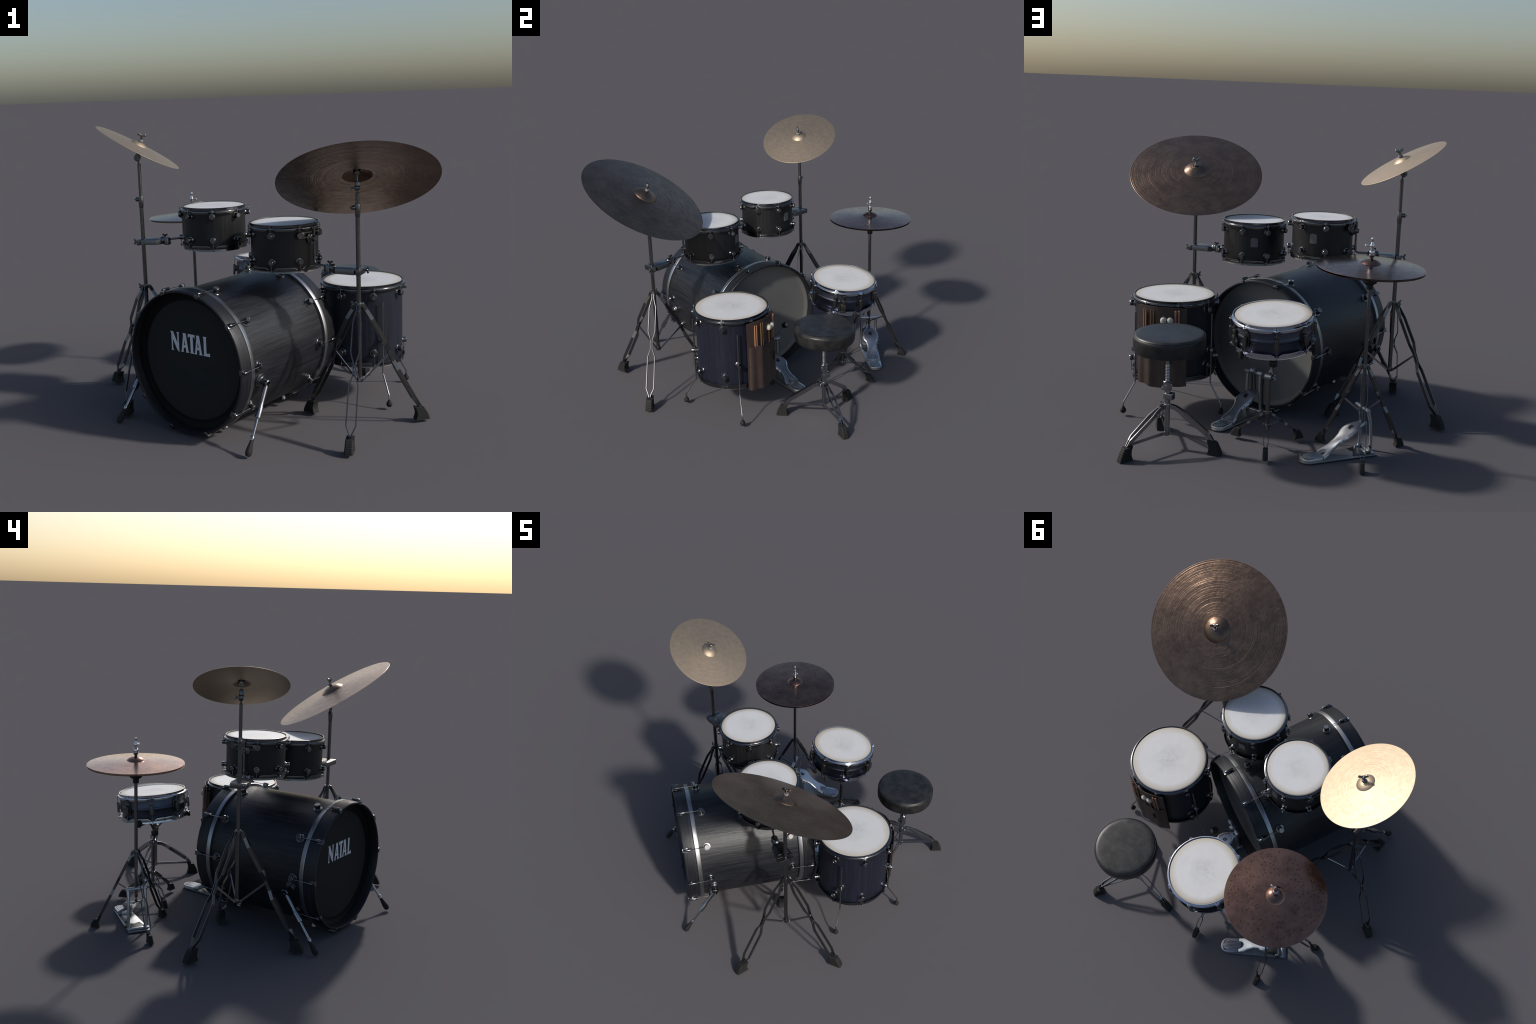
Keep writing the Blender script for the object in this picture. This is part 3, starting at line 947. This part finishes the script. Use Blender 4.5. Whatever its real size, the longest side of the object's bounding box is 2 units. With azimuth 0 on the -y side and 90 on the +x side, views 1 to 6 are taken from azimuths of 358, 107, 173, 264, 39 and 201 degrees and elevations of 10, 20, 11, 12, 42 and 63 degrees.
# bass drum pedal (heel on the drum axis, behind the rear hoop)
m_dir = -BN
rear = BC + m_dir * BL
heel = Vector((rear.x, rear.y, 0)) + m_dir * .409 + BR * -.006
bped = thing("bass_drum_pedal", (heel.x, heel.y, 0), "grey metal kick pedal with round felt beater", "drum pedal")
def bass_frame(root, W, zz):
    # local x runs heel -> drum; posts stand at x = .392
    X = .374
    g = Geo()
    for s in (-1, 1):
        y = s * .046
        g.tube([(X + .012, y * 1.12, .012), (X + .004, y * 1.10, .08), (X - .002, y * 1.02, .18), (X, y, .250)], [.0105, .0095, .0085, .0090], 12)
        g.cyl((X, y - .017, .258), (X, y + .017, .258), .0145, 20)
        g.box((.040, .022, .020), T(X + .010, y * 1.15, .020), .2)
    g.cyl((X, -.055, .258), (X, .055, .258), .0070, 16)
    g.box((.022, .130, .012), T(X + .018, 0, .016), .2)
    part("post_frame", g, M['pedal'], root, W)
    g = Geo()
    g.box((.030, .030, .036), T(X - .003, 0, .266) @ RY(-38), .2)
    g.cyl((X - .010, -.013, .272), (X - .010, .013, .272), .020, 24)
    part("cam", g, M['pedal'], root, W)
    g = Geo()
    for s in (-1, 1):
        g.tube([(X - .004, s * .010, .255), (.376, s * .012, zz(.372) - .002)], .0045, 8)
    part("drive_link", g, M['pedal_dark'], root, W)
    g = Geo()
    bc = W.inverted() @ Vector((.236, .2377, .423))
    g.cyl((X + .006, -.004, .250), bc + (bc - Vector((X, 0, .26))).normalized() * .012, .0035, 10)
    part("beater_rod", g, M['chrome'], root, W)
    d = Vector((-.80, 0, .45)).normalized()
    g = Geo().lathe([(0, -.022), (.017, -.022), (.0205, -.018), (.0205, .016), (.018, .021), (0, .021)], 24, frame(bc, d))
    b = part("beater", g, M['plastic'], root, W)
    g = Geo().lathe([(0, 0), (.014, 0), (.013, .002), (0, .0025)], 24, frame(bc + d * .0205, d))
    part("beater_face", g, M['felt'], b, W)
    g = Geo()
    g.cyl((X + .006, -.060, .230), (X + .016, -.062, .060), .0045, 8)
    g.box((.012, .010, .030), T(X + .010, -.061, .205), .2)
    part("return_spring", g, M['pedal_dark'], root, W)
    g = Geo().box((.060, .050, .016), T(X + .045, 0, .018), .2)
    part("hoop_clamp", g, M['pedal_dark'], root, W)
pedal(bped, heel, -m_dir, .126, bass_frame, .152)

# ------------------------------------------------------------------ hi-hat
HAT = (-.3838, .7112)
hat = thing("hi_hat_stand", (HAT[0], HAT[1], 0), "tripod stand with pair of hammered copper-brown cymbals", "hi-hat")
tripod(hat, HAT, 50.8, [(.018, .497), (.2340, .052)],
       [(0, .0055), (.045, .0055), (.13, .0170), (.37, .0180), (.465, .0050), (.555, .0050), (.625, .0175), (.915, .0180), (.985, .0050), (1.0, .0045)],
       .0155, .0034, (.226, .286, .052, .031, .004), M['stand'], brace=((.016, .238), (.110, .288), .0085, .0032), collar_z=(.495,), collar_r=.0135)
g = Geo().cyl((HAT[0], HAT[1], .205), (HAT[0], HAT[1], .940), .0102, 20)
part("lower_tube", g, M['stand'], hat)
g = Geo().cyl((HAT[0], HAT[1], .170), (HAT[0], HAT[1], 1.188), .0034, 12)
g.box((.012, .016, .018), T(HAT[0] - .004, HAT[1], .186), .2)
part("pull_rod", g, M['pedal_dark'], hat)
HN = Vector((-.0234, .0176, 1)).normalized()
HF = frame((-.3836, .7107, 1.0425), HN, (1, 0, 0))
hatm = cymbal_geo(.2895, .0195, .056, .023, .0016).mesh("cymbal", M['hat'], 20)
hatb = cymbal_geo(.2895, .009, .056, .016, .0016).mesh("cymbal", M['hat'], 20)
place("cymbal", hatm, hat, HF @ RZ(35))
place("cymbal", hatb, hat, HF @ T(0, 0, -.0115) @ RX(180) @ RZ(100))
g = Geo().lathe([(0, .922), (.0165, .922), (.0183, .926), (.0190, .947), (.022, .949), (.034, .955), (.041, .966), (.0405, .984), (.032, 1.000), (0, 1.002)], 28, T(HAT[0], HAT[1], 0))
part("seat_cup", g, M['plastic'], hat)
g = Geo().lathe([(0, 1.082), (.0085, 1.082), (.0090, 1.094), (.013, 1.096), (.0140, 1.099), (.0140, 1.106)], 24, T(HAT[0] - .001, HAT[1], 0))
part("felt_washer", g, M['pedal_dark'], hat)
g = Geo().lathe([(0, 1.105), (.0145, 1.105), (.0150, 1.107), (.0150, 1.127), (.0135, 1.130), (.0115, 1.131), (.0115, 1.138), (.0085, 1.139), (.0085, 1.143), (.0110, 1.145),
                 (.0125, 1.152), (.0120, 1.158), (.0085, 1.168), (.0062, 1.174), (.0060, 1.184), (.0078, 1.188), (.0078, 1.194), (.0050, 1.198), (0, 1.199)], 24, T(HAT[0] - .001, HAT[1], 0))
cl = part("clutch", g, M['chrome'], hat)
wd = Vector((.034, -.018, 0)).normalized()
cp = Vector((HAT[0], HAT[1], 1.154))
g = Geo().cyl(cp + wd * .008, cp + wd * .030, .0036, 10)
g.ball(cp + wd * .034, .0062, 12)
g.box((.010, .004, .012), frame(cp + wd * .026, (0, 0, 1), wd), .3)
part("clutch_screw", g, M['chrome'], cl)
hf = Vector((-.946, -.324, 0))
hheel = Vector((HAT[0], HAT[1], 0)) - hf * .366
def hat_frame(root, W, zz):
    g = Geo()
    X = .372
    for s in (-1, 1):
        y = s * .053
        g.tube([(X + .020, y * 1.08, .012), (X + .024, y * 1.06, .10), (X + .016, y * 1.0, .20), (X, y, .258)], [.0105, .0090, .0090, .0105], 12)
        g.box((.056, .020, .014), T(X + .016, y * 1.10, .018), .2)
    g.cyl((X - .004, -.066, .260), (X - .004, .066, .260), .0120, 20)
    g.box((.016, .118, .014), T(X + .034, 0, .020), .2)
    part("post_frame", g, M['pedal'], root, W)
    g = Geo().prism([(.30, -.040), (.372, -.055), (.372, .055), (.30, .040), (.318, 0)], .006, T(0, 0, .0112), .002)
    g.box((.030, .016, .012), T(.376, -.068, .028), .2)
    g.cyl((.385, -.060, .060), (.385, -.078, .060), .006, 10)
    part("rocker_plate", g, M['pedal_dark'], root, W)
pedal(hat, hheel, hf, .138, hat_frame)

# ------------------------------------------------------------------ snare
SC = Vector((.1151, .6273, .7663)); SN = Vector((.0544, .0950, 1)).normalized()
SF = frame(SC, SN, (1, 0, 0))
HS = .1835; RSN = .2050; RLS = .2150
sroot = thing("snare_drum", tuple(SC - SN * HS), "shallow dark metal snare drum with sky blue tinted into its shell", "drum")
b = .0032
prof = [(RSN, -HS + .016), (RSN, -.5 * HS - .013), (RSN + b * .4, -.5 * HS - .010), (RSN + b, -.5 * HS - .006), (RSN + b * 1.15, -.5 * HS), (RSN + b, -.5 * HS + .006), (RSN + b * .4, -.5 * HS + .010), (RSN, -.5 * HS + .013), (RSN, -.016)]
g = Geo().lathe(prof + [(r - .006, z) for r, z in reversed(prof)], 128, closed=True)
part("shell", g, M['snare_shell'], sroot, SF)
SPH = -1.0
hm = flanged_hoop(RLS, 8, SPH, .034, .011).mesh("hoop", M['snare_hoop'], 40)
place("hoop", hm, sroot, SF)
place("hoop", hm, sroot, SF @ T(0, 0, -HS) @ Matrix.Diagonal((1, 1, -1, 1)))
part("drumhead", head_geo(RLS - .0065), head_mat(.205, 4, .32, .85), sroot, SF @ T(0, 0, -.0045))
part("bottom_drumhead", head_geo(RLS - .0065), M['bottom_head'], sroot, SF @ T(0, 0, -HS + .008) @ RX(180))
# tube lug: stadium-shaped body on two feet with a ring base plate
g = Geo()
def stadium(w, h, n=8):
    P = []
    for i in range(n + 1):
        a = pi * i / n
        P.append((w / 2 * cos(a), h / 2 - w / 2 + w / 2 * sin(a)))
    for i in range(n + 1):
        a = pi + pi * i / n
        P.append((w / 2 * cos(a), -h / 2 + w / 2 + w / 2 * sin(a)))
    return P
ST = Matrix(((0, 0, 1, 0), (1, 0, 0, 0), (0, 1, 0, 0), (0, 0, 0, 1)))    # prism z -> +x, prism y -> +z
g.prism(stadium(.0290, .088), .006, T(.001, 0, .003) @ ST, .002)
g.prism(stadium(.0130, .040), .018, T(.004, 0, 0) @ ST, .001)
g.prism(stadium(.0225, .070), .014, T(.0175, 0, -.006) @ ST, .005)
SLUG = g.mesh("lug", M['snare_lug'])
srod = tension_rod(.060, .0017, .0040, .0050).mesh("tension_rod", M['rod'])
for k in range(8):
    A = SF @ AZ(SPH + 45 * k)
    place("lug", SLUG, sroot, A @ T(RSN, 0, -HS / 2))
    place("tension_rod", srod, sroot, A @ T(RLS + .0135, 0, -.0775))
    place("tension_rod", srod, sroot, A @ T(RLS + .0135, 0, -HS + .0775) @ RX(180))
def strainer(az, big):
    A = SF @ AZ(az)
    g = Geo()
    g.box((.012, .020, .024), A @ T(RSN + .008, 0, -.045), .25)
    g.box((.016, .026, .040), A @ T(RSN + .012, 0, -.085), .2)
    g.box((.010, .032, .052), A @ T(RSN + .018, 0, -.125), .15)
    g.box((.018, .040, .010), A @ T(RSN + .016, 0, -.152), .2)
    if big:
        g.cyl((A @ T(RSN + .010, -.026, -.10)).translation, (A @ T(RSN + .010, .014, -.10)).translation, .005, 10)
        g.cyl((A @ T(RSN + .012, -.022, -.15)).translation, (A @ T(RSN + .012, -.022, -.06)).translation, .0035, 10)
    part("strainer", g, M['snare_lug'], sroot)
strainer(104, True)

# snare stand
SS = (.1235, .6190)
sst = thing("snare_stand", (SS[0], SS[1], 0), "low dark steel tripod with three basket arms", "drum stand")
tripod(sst, SS, 52.8, [(.017, .196), (.1780, .068)],
       [(0, .0055), (.06, .0055), (.15, .0120), (.38, .0125), (.48, .0048), (.57, .0048), (.65, .0125), (.90, .0130), (.985, .0050), (1.0, .0045)],
       .0140, .0032, (.172, .234, .050, .030, .018), M['stand'], brace=((.015, .122), (.085, .143), .0070, .0030), collar_z=(.196, .122), collar_r=.0132)
g = Geo().cyl((SS[0], SS[1], .096), (SS[0], SS[1], .395), .0118, 20)
part("lower_tube", g, M['stand'], sst)
tp = Vector((SS[0], SS[1], .405))
cap = Vector((.1010, .6080, .478))
perp = Vector((.80, -.55, 0)).normalized()
g = Geo().cyl(tp - perp * .022, tp + perp * .020, .0215, 24)
g.box((.022, .020, .040), T(tp + Vector((-.008, -.004, .018))), .2)
part("tilter", g, M['throne_chrome'], sst)
g = wing_screw(tp - perp * .018, -perp, (0, 0, 1), .8)
part("wing_screw", g, M['throne_chrome'], sst)
g = Geo().cyl(tp + Vector((-.010, -.004, .020)), cap, .0085, 14)
g.cyl(cap, cap + SN * .085, .0075, 14)
part("tilter_post", g, M['stand'], sst)
g = Geo().lathe([(0, -.018), (.020, -.018), (.0235, -.013), (.0235, .008), (.021, .012), (0, .012)], 24, frame(cap, SN))
part("height_nut", g, M['plastic'], sst)
hub = cap + SN * .028
for k in range(3):
    a = 6 + 120 * k
    d = azdir(a); d = (d - SN * d.dot(SN)).normalized()
    sb = SC - SN * HS
    end = sb + d * (RLS + .004)
    p0 = hub + d * .012
    p1 = sb - SN * .012 + d * .085
    p2 = sb - SN * .010 + d * (RLS + .006)
    g = Geo()
    side = SN.cross(d)
    F = Matrix((d, side, SN)).transposed().to_4x4(); F.translation = hub
    Fi = F.inverted()
    g.bar([Fi @ p for p in (p0, p1, p2)], .009, .011, F)
    arm = part("basket_arm", g, M['stand'], sst)
    g = Geo().box((.020, .020, .046), F @ T(Fi @ (sb + d * (RLS + .0115) + SN * .004)), .25)
    part("rubber_grip", g, M['rubber'], arm)

# ------------------------------------------------------------------ throne
TH = (.6690, .6147)
thr = thing("drum_throne", (TH[0], TH[1], 0), "round black vinyl stool on chrome tripod", "stool")
SEAT = T(.6605, .6190, 0) @ T(0, 0, .60) @ RX(-1.2) @ T(0, 0, -.60)
prof = [(0, .549), (.160, .549), (.180, .551), (.1885, .556), (.1925, .566), (.1945, .590), (.1948, .622), (.1940, .631), (.1915, .637), (.1890, .6395), (.1872, .6415), (.1840, .6455), (.178, .6480), (.160, .6495), (.11, .6505), (.05, .6510), (0, .6512)]
part("seat_cushion", Geo().lathe(prof, 96), M['seat'], thr, SEAT, 60)
g = Geo().lathe([(.1888, .6368), (.1908, .6384), (.1908, .6408), (.1888, .6422), (.1872, .6408), (.1872, .6384)], 96, closed=True)
part("piping", g, M['seat'], thr, SEAT, 80)
g = Geo().lathe([(.010, .530), (.040, .530), (.042, .534), (.042, .546), (.10, .5475), (.10, .552), (.010, .552)], 32, closed=True)
part("seat_plate", g, M['pedal_dark'], thr, SEAT)
tripod(thr, TH, 9.0, [(.017, .2380), (.050, .2325), (.082, .2140), (.2350, .1080), (.2600, .0700)],
       [(0, .0070), (.10, .0070), (.20, .0100), (.30, .0165), (.42, .0165), (.80, .0135), (.88, .0070), (1.0, .0060)],
       .0235, .0036, (.238, .316, .076, .043), M['throne_chrome'], brace=((.014, .082), (.236, .080), .0170, .0030), collar_z=(.238,), collar_r=.0170)
g = Geo().cyl((TH[0], TH[1], .068), (TH[0], TH[1], .340), .0150, 24)
part("lower_tube", g, M['throne_chrome'], thr)
g = Geo()
prof = [(0, .335)]
z = .335
while z < .470:
    prof += [(.0112, z), (.0128, z + .002), (.0128, z + .005), (.0112, z + .007)]
    z += .0085
prof += [(.0115, .473), (.0115, .552), (0, .552)]
g.lathe(prof, 20, T(TH[0], TH[1], 0))
part("threaded_post", g, M['throne_chrome'], thr, I4, 50)
g = Geo()
g.lathe([(.011, .328), (.0215, .328), (.0225, .332), (.0225, .366), (.0240, .369), (.0240, .377), (.0215, .380), (.011, .380)], 28, T(TH[0], TH[1], 0), True)
g.box((.040, .040, .036), T(TH[0], TH[1], .346) @ RZ(18), .15)
part("spindle_nut", g, M['throne_chrome'], thr)
g = Geo().box((.054, .038, .036), T(TH[0] - .010, TH[1] + .008, .296) @ RZ(150), .12)
part("memory_lock", g, M['throne_chrome'], thr)
d = azdir(-60)
part("wing_screw", wing_screw(Vector((TH[0], TH[1], .246)) + azdir(68) * .016, azdir(68), (0, 0, 1), .8), M['throne_chrome'], thr)

# ------------------------------------------------------------------ stick bag on the floor tom
bag = thing("stick_bag", (FT[0] + azdir(162).x * .27, FT[1] + azdir(162).y * .27, .225), "brown leather stick bag with sticks and mallets", "stick bag")
BGW = T(FT[0], FT[1], 0)
def sheet(fn, a0, a1, z0, z1, nu, nv, th, name, mat=None):
    """Curved leather sheet: fn(u, v) gives (radius offset, z shift)."""
    vs, fs = [], []
    for side in (0, 1):
        for i in range(nu + 1):
            u = i / nu
            a = a0 + (a1 - a0) * u
            for j in range(nv + 1):
                v = j / nv
                off, dz = fn(u, v)
                r = .2655 + off + (th if side else 0)
                d = azdir(a) * r
                vs.append((d.x, d.y, z0 + (z1 - z0) * v + dz))
    s = (nu + 1) * (nv + 1)
    for i in range(nu):
        for j in range(nv):
            q = i * (nv + 1) + j
            fs.append((q + s, q + nv + 1 + s, q + nv + 2 + s, q + 1 + s))
            fs.append((q, q + 1, q + nv + 2, q + nv + 1))
    rim = [i * (nv + 1) for i in range(nu + 1)] + [nu * (nv + 1) + j for j in range(1, nv + 1)] + \
          [i * (nv + 1) + nv for i in range(nu - 1, -1, -1)] + [j for j in range(nv - 1, 0, -1)]
    for p, q in zip(rim, rim[1:] + rim[:1]):
        fs.append((p, q, q + s, p + s))
    return part(name, Geo().add(vs, fs), mat or M['bag'], bag, BGW, 50)
def back_fn(u, v):
    lean = .002 - .010 * max(0, v - .85) + .010 * (1 - v) * u
    return lean + .003 * sin(9 * u + 3 * v), .008 * sin(3.0 * u) - .006 * u
sheet(back_fn, 129.5, 195.0, .226, .686, 36, 24, .004, "back_panel")
def pocket1(u, v):
    bulge = .013 * sin(pi * min(1, max(0, u))) ** .5 + .0045 * sin(13 * u + .5) * (1 - .4 * v)
    return .003 + bulge, -.010 * u + .004 * sin(6 * u)
sheet(pocket1, 131.5, 165.5, .222, .526, 30, 20, .0035, "pocket")
def pocket2(u, v):
    bulge = .013 * sin(pi * min(1, max(0, u))) ** .5 + .0035 * sin(11 * u + 1.5) * (1 - .3 * v)
    return .003 + bulge, .004 * sin(5 * u)
sheet(pocket2, 164.0, 193.5, .222, .512, 26, 20, .0035, "pocket")
dc = azdir(177) * (.2655 + .021)
g = Geo().box((.014, .012, .060), BGW @ T(dc.x, dc.y, .395) @ AZ(177) @ RZ(90) @ Matrix.Identity(4), .3)
g.lathe([(0, 0), (.008, 0), (.007, .004), (0, .005)], 16, BGW @ AZ(177) @ T((.2655 + .026), 0, .418) @ RY(90))
part("strap_clasp", g, M['crease'], bag)
def stick(az, r, ztop, rad, mat, tip=True):
    d = azdir(az) * r
    g = Geo().lathe([(0, .512), (rad, .512), (rad, ztop - .020), (rad * .75, ztop - .010), (rad * .95, ztop - .005), (rad * .6, ztop - .001), (0, ztop)], 14, BGW @ T(d.x, d.y, 0))
    part("drumstick", g, mat, bag)
stick(141.0, .2770, .669, .0046, M['stick']); stick(143.9, .2770, .667, .0046, M['stick'])
stick(151.3, .2770, .673, .0044, M['stick_dark']); stick(154.4, .2770, .672, .0044, M['stick_dark'])
def butt(az, r, ztop, rad, mat):
    d = azdir(az) * r
    g = Geo().lathe([(0, .500), (rad, .500), (rad, ztop - .004), (rad * .7, ztop), (0, ztop)], 14, BGW @ T(d.x, d.y, 0))
    part("drumstick", g, mat, bag)
butt(181.2, .2770, .674, .0064, M['stick']); butt(185.0, .2770, .674, .0064, M['stick'])
for az in (167.0, 175.0):
    d = azdir(az) * .2800
    g = Geo().cyl((d.x, d.y, .512), (d.x, d.y, .60), .0050, 12)
    mh = part("mallet", g, M['stick_dark'], bag, BGW)
    g = Geo().lathe([(0, .598), (.010, .598), (.0165, .604), (.0185, .614), (.0180, .622), (.0140, .630), (.0100, .632), (0, .632)], 24, T(d.x, d.y, 0))
    part("mallet_head", g, M['cream'], mh, BGW)
    g = Geo().lathe([(0, .631), (.0095, .631), (.0085, .635), (.003, .637), (0, .637)], 20, T(d.x, d.y, 0))
    part("mallet_cap", g, M['felt'], mh, BGW)
